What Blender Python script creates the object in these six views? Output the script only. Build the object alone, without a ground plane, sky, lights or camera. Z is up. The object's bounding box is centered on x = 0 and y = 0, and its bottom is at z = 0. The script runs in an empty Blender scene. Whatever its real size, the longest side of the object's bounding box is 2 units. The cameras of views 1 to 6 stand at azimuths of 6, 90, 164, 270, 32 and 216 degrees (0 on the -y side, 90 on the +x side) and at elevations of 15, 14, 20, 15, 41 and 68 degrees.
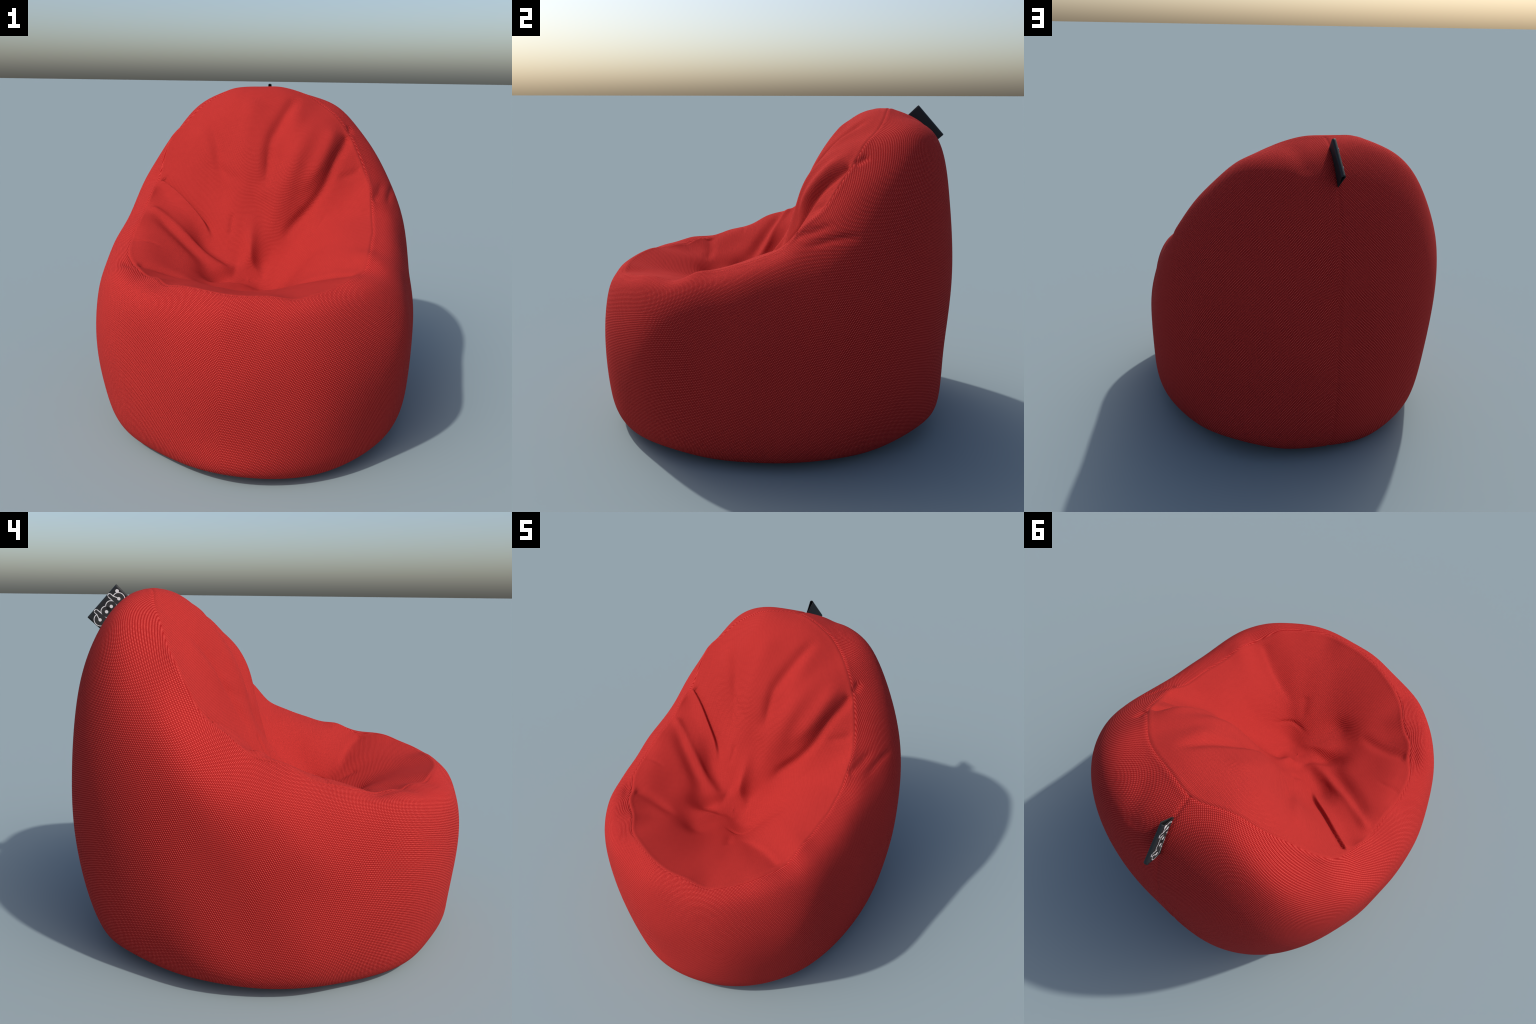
"""A soft red bean bag chair: woven outer cover, creased seat panel, folded label tag."""
import bpy, math
import numpy as np
from mathutils import Vector

# ---------------------------------------------------------------------------
# 1. Form.  The bag is a surface of revolution whose profile changes with the
#    azimuth: at evenly spaced stations (0 = front, then towards +x) it passes
#    through named rings, from the floor edge up to the seam and down into the
#    seat.  Each ring lists its radius from AXIS and its height.
# ---------------------------------------------------------------------------
AXIS = (-0.03, -0.15)


class Ring:
    def __init__(self, radius, height):
        self.radius = radius
        self.height = height


# BEGIN RINGS
floor_edge = Ring(
    radius=[0.594, 0.611, 0.632, 0.644, 0.642, 0.636, 0.644, 0.677, 0.728, 0.777, 0.803, 0.817, 0.822, 0.824, 0.792, 0.738, 0.673, 0.625, 0.598, 0.585, 0.579, 0.576, 0.575, 0.580],
    height=[-0.000, -0.000, -0.000, -0.000, 0.000, -0.000, -0.000, -0.000, 0.000, -0.000, 0.000, -0.000, -0.000, -0.000, 0.000, -0.000, 0.000, -0.000, -0.000, -0.000, 0.000, -0.000, -0.000, -0.000])
foot = Ring(
    radius=[0.794, 0.801, 0.811, 0.826, 0.828, 0.829, 0.847, 0.886, 0.937, 0.997, 1.089, 1.089, 1.075, 1.042, 1.021, 0.929, 0.880, 0.826, 0.781, 0.736, 0.734, 0.730, 0.725, 0.755],
    height=[0.058, 0.042, 0.034, 0.050, 0.061, 0.060, 0.066, 0.071, 0.072, 0.073, 0.115, 0.084, 0.074, 0.051, 0.103, 0.084, 0.086, 0.075, 0.066, 0.051, 0.050, 0.044, 0.042, 0.050])
lower_belly = Ring(
    radius=[0.827, 0.856, 0.878, 0.886, 0.895, 0.891, 0.897, 0.946, 1.024, 1.090, 1.129, 1.140, 1.151, 1.158, 1.112, 1.018, 0.939, 0.874, 0.845, 0.810, 0.797, 0.794, 0.792, 0.802],
    height=[0.208, 0.198, 0.208, 0.215, 0.224, 0.282, 0.317, 0.346, 0.365, 0.391, 0.396, 0.430, 0.443, 0.469, 0.457, 0.424, 0.367, 0.316, 0.274, 0.248, 0.226, 0.225, 0.236, 0.220])
belly = Ring(
    radius=[0.845, 0.866, 0.899, 0.917, 0.932, 0.895, 0.901, 0.945, 1.038, 1.109, 1.146, 1.153, 1.147, 1.164, 1.138, 1.047, 0.941, 0.883, 0.847, 0.829, 0.826, 0.821, 0.812, 0.822],
    height=[0.433, 0.432, 0.442, 0.467, 0.503, 0.547, 0.611, 0.660, 0.718, 0.787, 0.850, 0.876, 0.891, 0.893, 0.889, 0.816, 0.706, 0.598, 0.529, 0.481, 0.454, 0.453, 0.451, 0.442])
upper_belly = Ring(
    radius=[0.839, 0.859, 0.890, 0.908, 0.910, 0.864, 0.853, 0.886, 0.990, 1.073, 1.114, 1.111, 1.088, 1.095, 1.091, 1.028, 0.932, 0.862, 0.831, 0.809, 0.814, 0.817, 0.814, 0.823],
    height=[0.629, 0.640, 0.669, 0.697, 0.743, 0.769, 0.830, 0.930, 1.057, 1.164, 1.231, 1.306, 1.350, 1.364, 1.276, 1.118, 0.946, 0.819, 0.733, 0.701, 0.690, 0.684, 0.668, 0.648])
shoulder = Ring(
    radius=[0.796, 0.807, 0.829, 0.841, 0.839, 0.832, 0.818, 0.793, 0.775, 0.774, 0.786, 0.816, 0.857, 0.913, 0.963, 0.991, 1.014, 1.003, 0.944, 0.912, 0.936, 0.964, 0.958, 0.925, 0.859, 0.813, 0.783, 0.752, 0.744, 0.747, 0.750, 0.758, 0.769, 0.781, 0.780, 0.783],
    height=[0.825, 0.825, 0.832, 0.850, 0.872, 0.901, 0.908, 0.929, 0.951, 0.991, 1.046, 1.130, 1.245, 1.384, 1.497, 1.607, 1.643, 1.655, 1.680, 1.700, 1.676, 1.579, 1.395, 1.236, 1.083, 0.989, 0.936, 0.897, 0.877, 0.866, 0.878, 0.875, 0.860, 0.846, 0.826, 0.817])
seam = Ring(
    radius=[0.712, 0.727, 0.739, 0.764, 0.760, 0.752, 0.739, 0.717, 0.697, 0.675, 0.659, 0.652, 0.660, 0.667, 0.684, 0.705, 0.726, 0.733, 0.740, 0.739, 0.751, 0.757, 0.756, 0.765, 0.778, 0.757, 0.746, 0.758, 0.767, 0.784, 0.795, 0.752, 0.714, 0.690, 0.658, 0.642, 0.641, 0.640, 0.642, 0.641, 0.630, 0.635, 0.626, 0.629, 0.658, 0.671, 0.681, 0.697],
    height=[0.906, 0.907, 0.908, 0.896, 0.909, 0.922, 0.941, 0.937, 0.944, 0.989, 0.997, 1.020, 1.045, 1.078, 1.127, 1.232, 1.304, 1.419, 1.524, 1.614, 1.667, 1.719, 1.756, 1.777, 1.776, 1.775, 1.761, 1.712, 1.646, 1.551, 1.443, 1.254, 1.183, 1.095, 1.061, 1.040, 0.990, 0.962, 0.948, 0.923, 0.904, 0.909, 0.889, 0.901, 0.892, 0.907, 0.913, 0.910])
panel_rim = Ring(
    radius=[0.542, 0.549, 0.551, 0.550, 0.545, 0.541, 0.530, 0.516, 0.511, 0.514, 0.524, 0.543, 0.545, 0.506, 0.440, 0.478, 0.532, 0.563, 0.564, 0.554, 0.549, 0.566, 0.586, 0.620, 0.626, 0.613, 0.590, 0.560, 0.542, 0.531, 0.524, 0.520, 0.517, 0.518, 0.524, 0.532],
    height=[0.866, 0.861, 0.865, 0.872, 0.881, 0.881, 0.906, 0.956, 0.991, 1.025, 1.059, 1.099, 1.188, 1.321, 1.449, 1.538, 1.630, 1.688, 1.706, 1.685, 1.622, 1.502, 1.363, 1.213, 1.121, 1.078, 1.043, 0.994, 0.961, 0.925, 0.888, 0.864, 0.862, 0.869, 0.874, 0.873])
panel_upper = Ring(
    radius=[0.383, 0.382, 0.379, 0.378, 0.377, 0.377, 0.373, 0.371, 0.375, 0.384, 0.391, 0.395, 0.392, 0.372, 0.313, 0.299, 0.310, 0.316, 0.331, 0.347, 0.371, 0.403, 0.431, 0.447, 0.444, 0.434, 0.426, 0.420, 0.415, 0.411, 0.407, 0.402, 0.396, 0.390, 0.387, 0.384],
    height=[0.815, 0.812, 0.815, 0.816, 0.820, 0.826, 0.852, 0.888, 0.923, 0.954, 0.987, 1.014, 1.044, 1.089, 1.180, 1.257, 1.319, 1.375, 1.397, 1.382, 1.330, 1.248, 1.157, 1.075, 1.028, 1.002, 0.975, 0.949, 0.916, 0.883, 0.857, 0.839, 0.834, 0.831, 0.825, 0.820])
panel_lower = Ring(
    radius=[0.246, 0.239, 0.239, 0.245, 0.249, 0.254, 0.260, 0.261, 0.257, 0.239, 0.220, 0.228, 0.240, 0.243, 0.253, 0.286, 0.309, 0.278, 0.272, 0.284, 0.291, 0.285, 0.273, 0.259],
    height=[0.767, 0.769, 0.765, 0.760, 0.775, 0.803, 0.837, 0.871, 0.903, 0.954, 1.025, 1.083, 1.114, 1.101, 1.051, 0.969, 0.893, 0.887, 0.877, 0.845, 0.812, 0.788, 0.772, 0.763])
panel_inner = Ring(
    radius=[0.123, 0.118, 0.122, 0.133, 0.131, 0.134, 0.133, 0.106, 0.087, 0.120, 0.139, 0.134, 0.128, 0.166, 0.150, 0.134],
    height=[0.744, 0.731, 0.716, 0.719, 0.754, 0.788, 0.812, 0.826, 0.891, 0.876, 0.842, 0.816, 0.808, 0.730, 0.769, 0.759])
PANEL_CENTRE_HEIGHT = 0.742
# END RINGS
COVER_RINGS = [floor_edge, foot, lower_belly, belly, upper_belly, shoulder, seam]
PANEL_RINGS = [seam, panel_rim, panel_upper, panel_lower, panel_inner]
COLUMNS = 1200
COVER_ROWS = 300
PANEL_ROWS = 230


def periodic_spline(n, m):
    """Weights of a closed cubic spline through n points, sampled m times."""
    A = np.zeros((n, n)); B = np.zeros((n, n))
    for i in range(n):
        A[i, i] = 4; A[i, (i + 1) % n] = 1; A[i, i - 1] = 1
        B[i, i] = -12; B[i, (i + 1) % n] = 6; B[i, i - 1] = 6
    M = np.linalg.solve(A, B)
    E = np.eye(n)
    W = np.zeros((m, n))
    for k in range(m):
        x = k * n / m; i = int(x); t = x - i; j = (i + 1) % n
        W[k] = (1 - t) * E[i] + t * E[j] + ((1 - t) ** 3 - (1 - t)) / 6 * M[i] + (t ** 3 - t) / 6 * M[j]
    return W


def open_spline(n, q):
    """Weights of a natural cubic spline through n evenly numbered points at positions q."""
    A = np.eye(n); B = np.zeros((n, n))
    for i in range(1, n - 1):
        A[i, i - 1] = 1; A[i, i] = 4; A[i, i + 1] = 1
        B[i, i - 1] = 6; B[i, i] = -12; B[i, i + 1] = 6
    M = np.linalg.solve(A, B)
    E = np.eye(n)
    W = np.zeros((len(q), n))
    for k, x in enumerate(q):
        i = min(max(int(x), 0), n - 2); t = x - i
        W[k] = (1 - t) * E[i] + t * E[i + 1] + ((1 - t) ** 3 - (1 - t)) / 6 * M[i] + (t ** 3 - t) / 6 * M[i + 1]
    return W


AZ = np.arange(COLUMNS) * 2 * np.pi / COLUMNS


def round_the_bag(values):
    return periodic_spline(len(values), COLUMNS) @ np.array(values)


def loft(rings, positions, centre_height=None):
    R = np.stack([round_the_bag(n.radius) for n in rings], 1)
    Z = np.stack([round_the_bag(n.height) for n in rings], 1)
    if centre_height is not None:
        R = np.concatenate([R, np.zeros((COLUMNS, 1))], 1)
        Z = np.concatenate([Z, np.full((COLUMNS, 1), centre_height)], 1)
    W = open_spline(R.shape[1], positions)
    R = R @ W.T; Z = Z @ W.T
    return np.stack([R * np.sin(AZ)[:, None] + AXIS[0], -R * np.cos(AZ)[:, None] + AXIS[1], Z], -1)


def grid_normals(P, outward):
    """Unit normals of a (column, row) grid that closes round the columns."""
    du = np.roll(P, -1, 0) - np.roll(P, 1, 0)
    dv = np.gradient(P, axis=1)
    n = np.cross(du, dv) * outward
    return n / (np.linalg.norm(n, axis=-1, keepdims=True) + 1e-12)


def smooth(a, lo, hi):
    t = np.clip((a - lo) / (hi - lo), 0, 1)
    return t * t * (3 - 2 * t)


# ---------------------------------------------------------------------------
# 2. Folds.  Each follows a short spine over the surface.
# ---------------------------------------------------------------------------
def spine(points, m=64):
    p = np.array(points, float)
    W = open_spline(len(p), np.linspace(0, len(p) - 1, m)) if len(p) > 2 else None
    if W is None:
        t = np.linspace(0, 1, m)[:, None]
        return p[0] * (1 - t) + p[1] * t
    return W @ p


def along_spine(P, N, points, reach):
    """For the grid points near the spine: index, signed side distance, place along it, side vector."""
    S = spine(points)
    T = np.gradient(S, axis=0); T /= np.linalg.norm(T, axis=1)[:, None]
    flat = P.reshape(-1, 3)
    lo, hi = S.min(0) - reach, S.max(0) + reach
    idx = np.where(((flat > lo) & (flat < hi)).all(1))[0]
    p = flat[idx]; n = N.reshape(-1, 3)[idx]
    d2 = ((p[:, None, :] - S[None]) ** 2).sum(-1)
    j = d2.argmin(1)
    d = p - S[j]
    side = np.cross(T[j], n)
    side /= np.linalg.norm(side, axis=1)[:, None] + 1e-9
    end = (d * T[j]).sum(1)
    dist = (d * side).sum(1)
    off = np.abs((d * n).sum(1))
    beyond = np.where((j == 0) | (j == len(S) - 1), np.abs(end), 0)
    return idx, dist, j / (len(S) - 1), side, n, beyond, off


def ends(t, a, b):
    return (smooth(t, 0, a) if a > 0 else 1.0) * (smooth(1 - t, 0, b) if b > 0 else 1.0)


def groove(P, N, points, width, depth, fade=(0.3, 0.3)):
    """A soft valley (depth > 0) or ridge (depth < 0)."""
    idx, s, t, side, n, beyond, off = along_spine(P, N, points, 3 * width + 0.05)
    a = depth * np.exp(-(s / width) ** 2 - (beyond / width) ** 2 - (off / 0.15) ** 2) * ends(t, *fade)
    P.reshape(-1, 3)[idx] -= n * a[:, None]


def tuck(P, N, points, lip, lip_width, pocket, pocket_width, overhang, edge=0.004, fade=(0.2, 0.2)):
    """A fold: the + side swells into a lip that hangs over a pocket on the - side."""
    idx, s, t, side, n, beyond, off = along_spine(P, N, points, 3 * max(lip_width, pocket_width) + 0.05)
    f = ends(t, *fade) * np.exp(-(beyond / 0.02) ** 2 - (off / 0.15) ** 2)
    k = 0.5 + 0.5 * np.tanh(s / edge)
    up = lip * np.exp(-(np.maximum(s, 0) / lip_width) ** 2)
    down = pocket * np.exp(-(np.minimum(s, 0) / pocket_width) ** 2)
    h = (k * up - (1 - k) * down) * f
    o = overhang * np.exp(-(s / (0.6 * lip_width)) ** 2) * k * f
    P.reshape(-1, 3)[idx] += n * h[:, None] - side * o[:, None]


def lumps(P, amount, scale, seed):
    """Slow uneven filling: a sum of random waves."""
    rng = np.random.default_rng(seed)
    out = np.zeros(P.shape[:-1])
    for _ in range(10):
        k = rng.normal(size=3); k *= scale * rng.uniform(0.6, 1.6) / np.linalg.norm(k)
        out += np.sin(P @ k + rng.uniform(0, 6.28))
    return out * amount / 3.2


# --- seat panel -------------------------------------------------------------
panel_pos = np.linspace(0, len(PANEL_RINGS), PANEL_ROWS)
panel = loft(PANEL_RINGS, panel_pos, PANEL_CENTRE_HEIGHT)
normal = grid_normals(panel, 1)
if normal[0, PANEL_ROWS // 2, 2] < 0:
    normal = -normal

RIGHT_VALLEY = [(.496, .365, 1.507), (.460, .278, 1.435), (.412, .222, 1.351), (.367, .170, 1.234), (.280, .101, 1.107), (.183, .045, 1.002), (.122, -.015, .886)]
POCKET = [(-.62, .275, 1.22), (-.508, .221, 1.159), (-.40, .15, 1.075), (-.313, .087, 1.0), (-.24, .01, .902)]
ARM_RIDGE = [(-.655, .108, 1.095), (-.525, .03, 1.05), (-.415, -.03, .975), (-.30, -.08, .90), (-.19, -.14, .84)]
BACK_VALLEY = [(.195, .50, 1.74), (.10, .31, 1.58), (.046, .22, 1.46), (.036, .15, 1.33), (.02, .10, 1.20)]
CORNER_FOLD = [(.545, -.537, .93), (.465, -.485, .905), (.365, -.43, .868), (.25, -.39, .81), (.154, -.382, .783)]

panel_base = panel.copy()
# cushions of the backrest
groove(panel, normal, [(.20, .44, 1.68), (.18, .28, 1.53), (.17, .17, 1.35), (.13, .08, 1.15)], 0.05, -0.008, (0.2, 0.4))
groove(panel, normal, [(-.06, .45, 1.68), (-.09, .33, 1.60), (-.10, .24, 1.42), (-.09, .14, 1.2)], 0.06, -0.012, (0.2, 0.4))
groove(panel, normal, [(-.40, .44, 1.55), (-.37, .34, 1.47), (-.30, .26, 1.38), (-.22, .20, 1.29), (-.19, .08, 1.05)], 0.06, -0.012, (0.2, 0.3))
groove(panel, normal, [(.43, .41, 1.57), (.37, .27, 1.455), (.305, .17, 1.315), (.225, .10, 1.17)], 0.052, -0.028, (0.3, 0.4))
# deep folds
groove(panel, normal, RIGHT_VALLEY, 0.03, 0.020, (0.05, 0.3))
groove(panel, normal, BACK_VALLEY, 0.036, 0.020, (0.12, 0.3))
groove(panel, normal, [(.046, .22, 1.46), (.036, .15, 1.33), (.01, .10, 1.18)], 0.05, 0.010)
tuck(panel, normal, POCKET, 0.011, 0.05, 0.015, 0.040, 0.012, edge=0.004, fade=(0.04, 0.30))
groove(panel, normal, ARM_RIDGE, 0.026, -0.013, (0.1, 0.3))
groove(panel, normal, [(-.612, .052, 1.07), (-.479, -.038, 1.002), (-.299, -.145, .887), (-.193, -.203, .817)], 0.045, 0.022)
tuck(panel, normal, CORNER_FOLD, 0.002, 0.04, 0.012, 0.05, 0.0, edge=0.018, fade=(0.1, 0.5))
# lesser pleats
groove(panel, normal, [(-.355, .468, 1.608), (-.268, .329, 1.425), (-.217, .229, 1.226), (-.174, .134, 1.05)], 0.035, 0.012)
groove(panel, normal, [(-.263, .331, 1.435), (-.26, .289, 1.335), (-.191, .238, 1.272), (-.07, .152, 1.212)], 0.03, 0.007)
groove(panel, normal, [(-.141, .133, 1.061), (-.147, .047, .916)], 0.014, 0.009)
groove(panel, normal, [(.06, -.03, .832), (.011, -.074, .783), (-.023, -.149, .741)], 0.03, 0.008)
groove(panel, normal, [(.415, .069, 1.161), (.314, -.014, 1.038), (.229, -.06, .943)], 0.012, 0.003)
groove(panel, normal, [(-.661, -.231, .966), (-.57, -.216, .955), (-.474, -.224, .929)], 0.014, 0.004, (0.1, 0.5))
groove(panel, normal, [(-.576, -.453, .902), (-.434, -.432, .876), (-.317, -.435, .838), (-.256, -.439, .817)], 0.03, 0.012, (0.1, 0.5))
groove(panel, normal, [(-.14, -.431, .781), (-.12, -.436, .779)], 0.05, 0.010, (0, 0))
groove(panel, normal, [(-.026, -.277, .744), (.062, -.308, .739), (.123, -.307, .749), (.159, -.275, .761), (.198, -.21, .803)], 0.012, 0.008)
groove(panel, normal, [(.078, -.337, .751), (.123, -.429, .792), (.151, -.476, .807)], 0.025, 0.005)
groove(panel, normal, [(.583, .24, 1.349), (.514, .186, 1.306), (.432, .153, 1.291)], 0.025, 0.008)
groove(panel, normal, [(-.443, .303, 1.265), (-.364, .246, 1.185), (-.316, .192, 1.113)], 0.008, 0.002)

# folds die out at the stitched edge
from_seam = np.cumsum(np.linalg.norm(np.diff(panel_base, axis=1, prepend=panel_base[:, :1]), axis=-1), 1)
panel = panel_base + (panel - panel_base) * smooth(from_seam, 0.0, 0.035)[..., None]


def calm_centre(P, reach=0.20, blur=0.05):
    """Near the pole: blur across it along every diameter and keep only slow variation round the rings."""
    c, n, _ = P.shape
    pole = P[:, -1:].mean(0, keepdims=True)
    r = np.linalg.norm((P - pole)[..., :2], axis=-1).mean(0)
    k = int(np.argmax(r < 0.3))                       # rows k.. lie within 30 cm of the pole
    inner, rr = P[:, k:], r[k:]
    line = np.concatenate([inner, np.roll(inner, c // 2, 0)[:, ::-1]], 1)
    pos = np.concatenate([rr, -rr[::-1]])
    W = np.exp(-((rr[:, None] - pos[None]) / blur) ** 2)
    W /= W.sum(1, keepdims=True)
    soft = np.einsum("ij,cjd->cid", W, line)
    mix = np.exp(-(rr / reach) ** 4)[None, :, None]
    out = P.copy()
    out[:, k:, 2:] = inner[..., 2:] * (1 - mix) + soft[..., 2:] * mix
    F = np.fft.rfft(out, axis=0)
    h = np.arange(F.shape[0])[:, None]
    cut = 2 + (r / 0.10) ** 3 * 3.5
    F *= np.exp(-(h / cut[None]) ** 4)[..., None]
    return np.fft.irfft(F, n=c, axis=0)


panel = calm_centre(panel)

# --- outer cover --------------------------------------------------------------
cover_pos = np.linspace(0, len(COVER_RINGS) - 1, COVER_ROWS)
cover = loft(COVER_RINGS, cover_pos)
cover_normal = grid_normals(cover, -1)
if cover_normal[0, COVER_ROWS // 2, 1] > 0:
    cover_normal = -cover_normal
groove(cover, cover_normal, [(.73, .27, 1.27), (.694, .215, 1.241), (.673, .144, 1.207), (.633, .075, 1.172)], 0.024, 0.007, (0.5, 0.1))
groove(cover, cover_normal, [(.79, .40, 1.20), (.76, .313, 1.20), (.74, .201, 1.174), (.72, .10, 1.14)], 0.022, 0.007, (0.4, 0.4))
groove(cover, cover_normal, [(.502, .457, 1.559), (.503, .375, 1.518)], 0.022, 0.009, (0.4, 0.1))
groove(cover, cover_normal, [(-.457, -.619, .901), (-.543, -.552, .904), (-.603, -.478, .907), (-.64, -.407, .91)], 0.022, 0.004)
groove(cover, cover_normal, [(.191, .604, 1.749), (.16, .798, 1.692), (.129, .869, 1.608)], 0.05, 0.006)
groove(cover, cover_normal, [(-.03, .98, 1.05), (-.06, 1.0, .85), (-.05, 1.0, .50)], 0.11, 0.014, (0.3, 0.3))
cover += cover_normal * (lumps(cover, 0.0015, 9, 4) * smooth(cover[..., 2], 0.05, 0.3))[..., None]


# --- seam: both cloths turn down into a narrow stitched ditch -----------------
def run_length(P):
    d = np.linalg.norm(np.diff(P, axis=1), axis=-1)
    return np.concatenate([np.zeros((P.shape[0], 1)), np.cumsum(d, 1)], 1)


near = run_length(panel)
panel += normal * (0.001 * np.exp(-((near - 0.016) / 0.010) ** 2) - 0.0035 * np.exp(-(near / 0.006) ** 2))[..., None]
near = run_length(cover[:, ::-1])[:, ::-1]
cover += cover_normal * (0.001 * np.exp(-((near - 0.018) / 0.012) ** 2) - 0.003 * np.exp(-(near / 0.006) ** 2))[..., None]
# back seam, straight up the middle of the back
back = np.abs(cover[..., 0] + 0.016) / 0.009
cover -= cover_normal * (0.0045 * np.exp(-back ** 2) * (cover[..., 1] > 0.2))[..., None]
joint = 0.5 * (cover[:, -1] + panel[:, 0])
cover[:, -1] = joint; panel[:, 0] = joint
cover[..., 2] = np.maximum(cover[..., 2], 0.0)

# underside: flat, closing to the middle
floor = cover[:, 0]
under_rows = 12
under = np.stack([floor * k + np.array([0.0, 0.0, 0.0]) * (1 - k) for k in np.linspace(0.02, 1, under_rows)[:-1]], 1)
under[..., 2] = 0.004 * (1 - np.linspace(0.02, 1, under_rows)[:-1]) ** 0.5
cover = np.concatenate([under, cover], 1)


# ---------------------------------------------------------------------------
# 3. Mesh helpers
# ---------------------------------------------------------------------------
def mesh_object(name, verts, faces, material, parent=None, smooth_shade=True):
    me = bpy.data.meshes.new(name)
    me.from_pydata([tuple(v) for v in verts], [], faces)
    me.update()
    if smooth_shade:
        me.polygons.foreach_set("use_smooth", [True] * len(me.polygons))
    me.materials.append(material)
    ob = bpy.data.objects.new(name, me)
    bpy.context.scene.collection.objects.link(ob)
    ob.parent = parent
    return ob


def grid_object(name, P, material, parent, flip, cap_first=False, cap_last=False):
    c, r, _ = P.shape
    i = np.arange(c)[:, None]; j = np.arange(r - 1)[None]
    a = i * r + j; b = ((i + 1) % c) * r + j
    q = np.stack([a, b, b + 1, a + 1], -1).reshape(-1, 4)
    if flip:
        q = q[:, ::-1]
    me = bpy.data.meshes.new(name)
    verts = P.reshape(-1, 3)
    caps = []
    if cap_first:
        caps.append(np.arange(c) * r)
    if cap_last:
        caps.append(np.arange(c) * r + r - 1)
    tri = []
    for ring in caps:
        verts = np.concatenate([verts, P.reshape(-1, 3)[ring].mean(0)[None]])
        m = len(verts) - 1
        t = np.stack([ring, np.roll(ring, -1), np.full(c, m)], 1)
        first = ring[0] % r == 0
        if first != flip:
            t = t[:, ::-1]
        tri.append(t)
    loops = np.concatenate([q.ravel()] + [t.ravel() for t in tri]).astype(np.int32)
    starts = np.concatenate([np.arange(len(q)) * 4] + [len(q) * 4 + np.arange(sum(len(t) for t in tri)) * 3]).astype(np.int32)
    me.vertices.add(len(verts)); me.vertices.foreach_set("co", verts.astype(np.float32).ravel())
    me.loops.add(len(loops)); me.loops.foreach_set("vertex_index", loops)
    me.polygons.add(len(starts)); me.polygons.foreach_set("loop_start", starts)
    me.update(calc_edges=True)
    me.validate()
    me.polygons.foreach_set("use_smooth", np.ones(len(me.polygons), dtype=bool))
    me.materials.append(material)
    ob = bpy.data.objects.new(name, me)
    bpy.context.scene.collection.objects.link(ob)
    ob.parent = parent
    return ob


# ---------------------------------------------------------------------------
# 4. Materials
# ---------------------------------------------------------------------------
class Nodes:
    def __init__(self, name):
        self.mat = bpy.data.materials.new(name)
        self.mat.use_nodes = True
        self.t = self.mat.node_tree
        self.t.nodes.clear()
        self.out = self.t.nodes.new("ShaderNodeOutputMaterial")
        self.bsdf = self.t.nodes.new("ShaderNodeBsdfPrincipled")
        self.t.links.new(self.bsdf.outputs[0], self.out.inputs[0])

    def link(self, a, b):
        self.t.links.new(a, b)

    def put(self, socket, v):
        if isinstance(v, bpy.types.NodeSocket):
            self.link(v, socket)
        else:
            socket.default_value = v

    def math(self, op, a, b=0.0, c=0.0, clamp=False):
        n = self.t.nodes.new("ShaderNodeMath"); n.operation = op; n.use_clamp = clamp
        for k, v in enumerate((a, b, c)):
            self.put(n.inputs[k], v)
        return n.outputs[0]

    def add(self, *v):
        out = v[0]
        for w in v[1:]:
            out = self.math("ADD", out, w)
        return out

    def mul(self, a, b):
        return self.math("MULTIPLY", a, b)

    def xyz(self):
        c = self.t.nodes.new("ShaderNodeTexCoord")
        s = self.t.nodes.new("ShaderNodeSeparateXYZ")
        self.link(c.outputs["Object"], s.inputs[0])
        self.coord = c.outputs["Object"]
        return s.outputs

    def noise(self, scale, detail=2.0):
        n = self.t.nodes.new("ShaderNodeTexNoise")
        n.inputs["Scale"].default_value = scale
        n.inputs["Detail"].default_value = detail
        self.link(self.coord, n.inputs["Vector"])
        return n.outputs["Fac"]

    def mix(self, f, a, b):
        n = self.t.nodes.new("ShaderNodeMix"); n.data_type = "RGBA"
        self.put(n.inputs[0], f)
        self.put(n.inputs[6], a); self.put(n.inputs[7], b)
        return n.outputs[2]

    def ramp(self, f, lo, hi):
        n = self.t.nodes.new("ShaderNodeMapRange"); n.interpolation_type = "SMOOTHSTEP"
        self.put(n.inputs[0], f)
        n.inputs[1].default_value = lo; n.inputs[2].default_value = hi
        return n.outputs[0]

    def bump(self, h, distance, strength=1.0):
        n = self.t.nodes.new("ShaderNodeBump")
        n.inputs["Strength"].default_value = strength
        n.inputs["Distance"].default_value = distance
        self.link(h, n.inputs["Height"])
        self.link(n.outputs[0], self.bsdf.inputs["Normal"])


def weave(m, u, v, across, along, wobble=0.15, rows=0.55):
    """Staggered knots of a basket weave: rows 'along' apart, knots 'across' apart in a row."""
    wob = m.mul(m.add(m.noise(9.0, 3.0), -0.5), wobble * along * 4)
    b = m.math("DIVIDE", m.add(v, wob), along)
    row = m.math("ROUND", b)
    a = m.add(m.math("DIVIDE", u, across), m.mul(row, 0.5))
    ridge = m.math("COSINE", m.mul(b, 2 * math.pi))
    knot = m.math("COSINE", m.mul(a, 2 * math.pi))
    return m.ramp(m.add(m.mul(ridge, rows), m.mul(knot, 1 - rows)), -0.5, 0.95)


KNOT = 0.0086
RED_THREAD = (0.595, 0.063, 0.053, 1)
RED_GAP = (0.235, 0.004, 0.005, 1)


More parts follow.
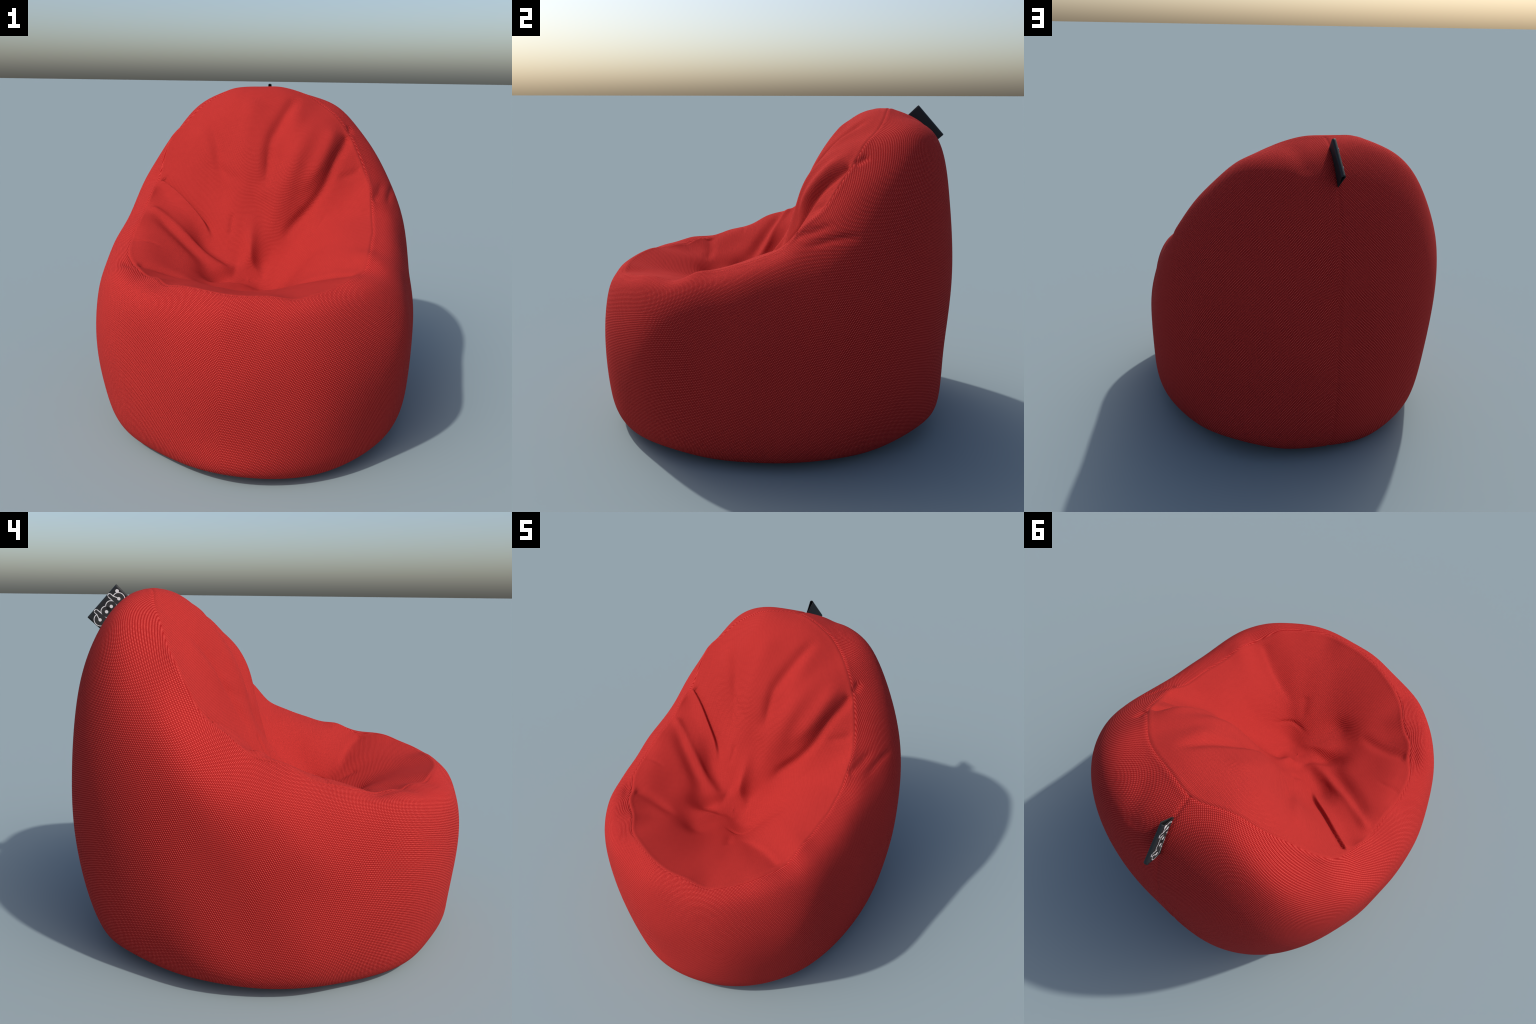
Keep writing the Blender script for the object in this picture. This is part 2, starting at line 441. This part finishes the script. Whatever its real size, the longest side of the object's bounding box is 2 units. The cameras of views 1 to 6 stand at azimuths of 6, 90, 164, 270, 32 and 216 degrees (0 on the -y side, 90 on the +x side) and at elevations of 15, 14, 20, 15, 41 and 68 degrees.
def cover_cloth():
    m = Nodes("coarse_red_weave")
    x, y, z = m.xyz()
    az = m.math("ARCTAN2", x, m.mul(y, -1.0))
    rho = m.math("SQRT", m.add(m.mul(x, x), m.mul(y, y)))
    # belly radius round the bag, so that the rows keep their pitch where the cloth turns inwards
    belly = BELLY_WAVES[0]
    for k in (1, 2, 3):
        ka = m.mul(az, float(k))
        belly = m.add(m.mul(m.math("COSINE", ka), BELLY_WAVES[2 * k - 1]), belly)
        belly = m.add(m.mul(m.math("SINE", ka), BELLY_WAVES[2 * k]), belly)
    turn = m.math("MAXIMUM", m.math("SUBTRACT", belly, rho), 0.0)
    above = m.ramp(z, 0.45, 0.62)
    # the cloth hangs in a V at the front and at the back seam, highest at the sides
    side = m.add(m.math("ABSOLUTE", m.add(az, 0.06)), -1.15)
    hang = m.mul(m.math("SQRT", m.add(m.mul(side, side), 0.25)), 0.36)
    v = m.add(z, m.mul(m.mul(turn, above), 0.85), hang)
    knots = 2 * round(2 * math.pi * 0.95 / KNOT / 2)
    u = m.mul(m.add(az, m.mul(m.math("SINE", az), 0.15)), knots * KNOT / (2 * math.pi))   # denser at the front
    h = weave(m, u, v, KNOT, 0.0088, 0.10, 0.45)
    mottling = m.ramp(m.noise(2.5, 2.0), 0.3, 0.7)
    col = m.mix(h, RED_GAP, RED_THREAD)
    fade = m.mix(m.mul(mottling, 0.12), col, (0.40, 0.030, 0.026, 1))
    m.link(fade, m.bsdf.inputs["Base Color"])
    m.bsdf.inputs["Roughness"].default_value = 0.95
    m.bsdf.inputs["Specular IOR Level"].default_value = 0.05
    m.bump(h, 0.002, 0.6)
    return m.mat


def panel_cloth():
    m = Nodes("fine_red_weave")
    x, y, z = m.xyz()
    v = m.add(m.mul(z, 0.5), y)
    h = weave(m, x, v, 0.0058, 0.0064, 0.03)
    slub = m.ramp(m.noise(40.0, 2.0), 0.35, 0.75)
    col = m.mix(h, (0.30, 0.017, 0.015, 1), (0.46, 0.040, 0.034, 1))
    col = m.mix(m.mul(slub, 0.10), col, (0.30, 0.018, 0.016, 1))
    m.link(col, m.bsdf.inputs["Base Color"])
    m.bsdf.inputs["Roughness"].default_value = 0.95
    m.bsdf.inputs["Specular IOR Level"].default_value = 0.05
    m.bump(h, 0.0014, 0.6)
    return m.mat


def plain(name, colour, roughness, grain=0.0):
    m = Nodes(name)
    m.xyz()
    n = m.noise(300.0, 1.0)
    dark = tuple(c * 0.8 for c in colour[:3]) + (1,)
    m.link(m.mix(n, dark, colour), m.bsdf.inputs["Base Color"])
    m.bsdf.inputs["Roughness"].default_value = roughness
    m.bsdf.inputs["Specular IOR Level"].default_value = 0.3
    if grain:
        m.bump(n, grain, 0.5)
    return m.mat


BELLY_WAVES = [0.962, -0.017, 0.008, 0.062, 0.009, 0.007, 0.006]
COVER_CLOTH = cover_cloth()
PANEL_CLOTH = panel_cloth()
TAG_BLACK = plain("black_ribbon", (0.016, 0.018, 0.020, 1), 0.6, 0.0004)
TAG_GREY = plain("charcoal_print", (0.030, 0.030, 0.031, 1), 0.7)
TAG_WHITE = plain("white_print", (0.75, 0.74, 0.74, 1), 0.7)

# ---------------------------------------------------------------------------
# 5. Assemble the bag
# ---------------------------------------------------------------------------
chair = bpy.data.objects.new("bean_bag_chair", None)
bpy.context.scene.collection.objects.link(chair)
chair["label"] = "plump red woven bean bag chair with creased seat and black label"
chair["category"] = "bean bag"

grid_object("outer_cover", cover, COVER_CLOTH, chair, flip=False, cap_first=True)
grid_object("seat_panel", panel[:, :-1], PANEL_CLOTH, chair, flip=False, cap_last=True)

# ---------------------------------------------------------------------------
# 6. Label tag: a folded ribbon loop that stands out of the back seam
# ---------------------------------------------------------------------------
TAG_LOW = Vector((-0.015, 0.940, 1.633))     # outer lower corner
TAG_HIGH = Vector((-0.010, 0.790, 1.793))    # outer upper corner
TAG_ALONG = (TAG_HIGH - TAG_LOW).normalized()
TAG_LENGTH = (TAG_HIGH - TAG_LOW).length
TAG_FACE = TAG_ALONG.cross(Vector((0, TAG_ALONG.z, -TAG_ALONG.y))).normalized()
if TAG_FACE.x > 0:
    TAG_FACE = -TAG_FACE                     # printed side looks to -x
TAG_OUT = TAG_FACE.cross(TAG_ALONG).normalized()
if TAG_OUT.y < 0:
    TAG_OUT = -TAG_OUT
ROLL = 0.0105                                # radius of the fold
TAG_DEPTH = 0.15


def tag_point(s, h, side):
    """s along the tag from its low end, h inwards from the fold, side towards the printed face."""
    return TAG_LOW + TAG_ALONG * s - TAG_OUT * h + TAG_FACE * side


def tag_half_width(h):
    return ROLL * max(0.12, 1 - 0.88 * h / 0.10) if h > ROLL else ROLL


section = []
for k in range(13):
    h = TAG_DEPTH + (ROLL - TAG_DEPTH) * k / 12
    section.append((h, tag_half_width(h)))
for k in range(1, 16):
    a = math.pi * k / 16
    section.append((ROLL - ROLL * math.sin(a), ROLL * math.cos(a)))
for k in range(13):
    h = ROLL + (TAG_DEPTH - ROLL) * k / 12
    section.append((h, -tag_half_width(h)))
THICK = 0.0016
rows = 24
verts = []
for i in range(rows + 1):
    s = TAG_LENGTH * i / rows
    for h, w in section:
        verts.append(tag_point(s, h, w))
n = len(section)
faces = [(i * n + k, i * n + k + 1, (i + 1) * n + k + 1, (i + 1) * n + k) for i in range(rows) for k in range(n - 1)]
tag = mesh_object("label_tag", verts, faces, TAG_BLACK, chair)
sol = tag.modifiers.new("ribbon_thickness", "SOLIDIFY"); sol.thickness = THICK; sol.offset = 0.0

# lettering: rounded letters, white outline round a charcoal body, white counters
UNIT = TAG_LENGTH / 679.0
FACE_LIFT = THICK * 0.5 + 0.0004


def face_side(h):
    return tag_half_width(max(h, ROLL * 1.01)) + FACE_LIFT


def plate(verts, faces, outline, level):
    """A thin raised plate with the given outline in tag units."""
    base = len(verts); k = len(outline)
    for s, h in outline:
        verts.append(tag_point(s * UNIT, h * UNIT, face_side(h * UNIT) - 0.0008))
    for s, h in outline:
        verts.append(tag_point(s * UNIT, h * UNIT, face_side(h * UNIT) + level))
    faces.append(tuple(base + k + i for i in range(k)))
    for i in range(k):
        j = (i + 1) % k
        faces.append((base + i, base + j, base + k + j, base + k + i))


def disc(s, h, r, k=40):
    return [(s + r * math.cos(2 * math.pi * i / k), h + r * math.sin(2 * math.pi * i / k)) for i in range(k)]


def bar(s0, h0, s1, h1, w, round_to=0.5):
    """A bar with rounded ends."""
    a = math.atan2(h1 - h0, s1 - s0)
    out = []
    for k in range(13):
        t = a + math.pi / 2 + math.pi * k / 12
        out.append((s0 + w * math.cos(t), h0 + w * math.sin(t)))
    for k in range(13):
        t = a - math.pi / 2 + math.pi * k / 12
        out.append((s1 + w * math.cos(t), h1 + w * math.sin(t)))
    return out


LINE = 12
STEP = 0.00006


def letter(shapes, counters):
    """shapes: (kind, values, radius); the white layer is the grey one grown by LINE."""
    wv, wf, gv, gf = [], [], [], []
    for i, (kind, val, r) in enumerate(shapes):
        make = (lambda g: disc(*val, g)) if kind == "disc" else (lambda g: bar(*val, g))
        plate(wv, wf, make(r), STEP * (i + 1))
        plate(gv, gf, make(r - LINE), STEP * (i + 6))
    for i, outline in enumerate(counters):
        plate(wv, wf, outline, STEP * (i + 12))
    off = len(wv)
    verts = wv + gv
    faces = wf + [tuple(a + off for a in f) for f in gf]
    ob = mesh_object("letter", verts, faces, TAG_WHITE, tag, smooth_shade=False)
    ob.data.materials.append(TAG_GREY)
    for i in range(len(wf), len(faces)):
        ob.data.polygons[i].material_index = 1
    return ob


letter([("disc", (105, 169), 98), ("bar", (163, 46, 168, 230), 36)],
       [disc(105, 169, 25), bar(105, 150, 128, 92, 6)])
letter([("disc", (268, 163), 92)], [disc(268, 163, 25)])
letter([("disc", (380, 163), 92)], [disc(380, 163, 25)])
letter([("disc", (547, 172), 98), ("bar", (488, 42, 484, 232), 36)],
       [disc(547, 172, 25), bar(545, 152, 522, 92, 6)])
wv, wf = [], []
plate(wv, wf, disc(617, 79, 27), STEP * 16)
mesh_object("trademark_dot", wv, wf, TAG_WHITE, tag, smooth_shade=False)
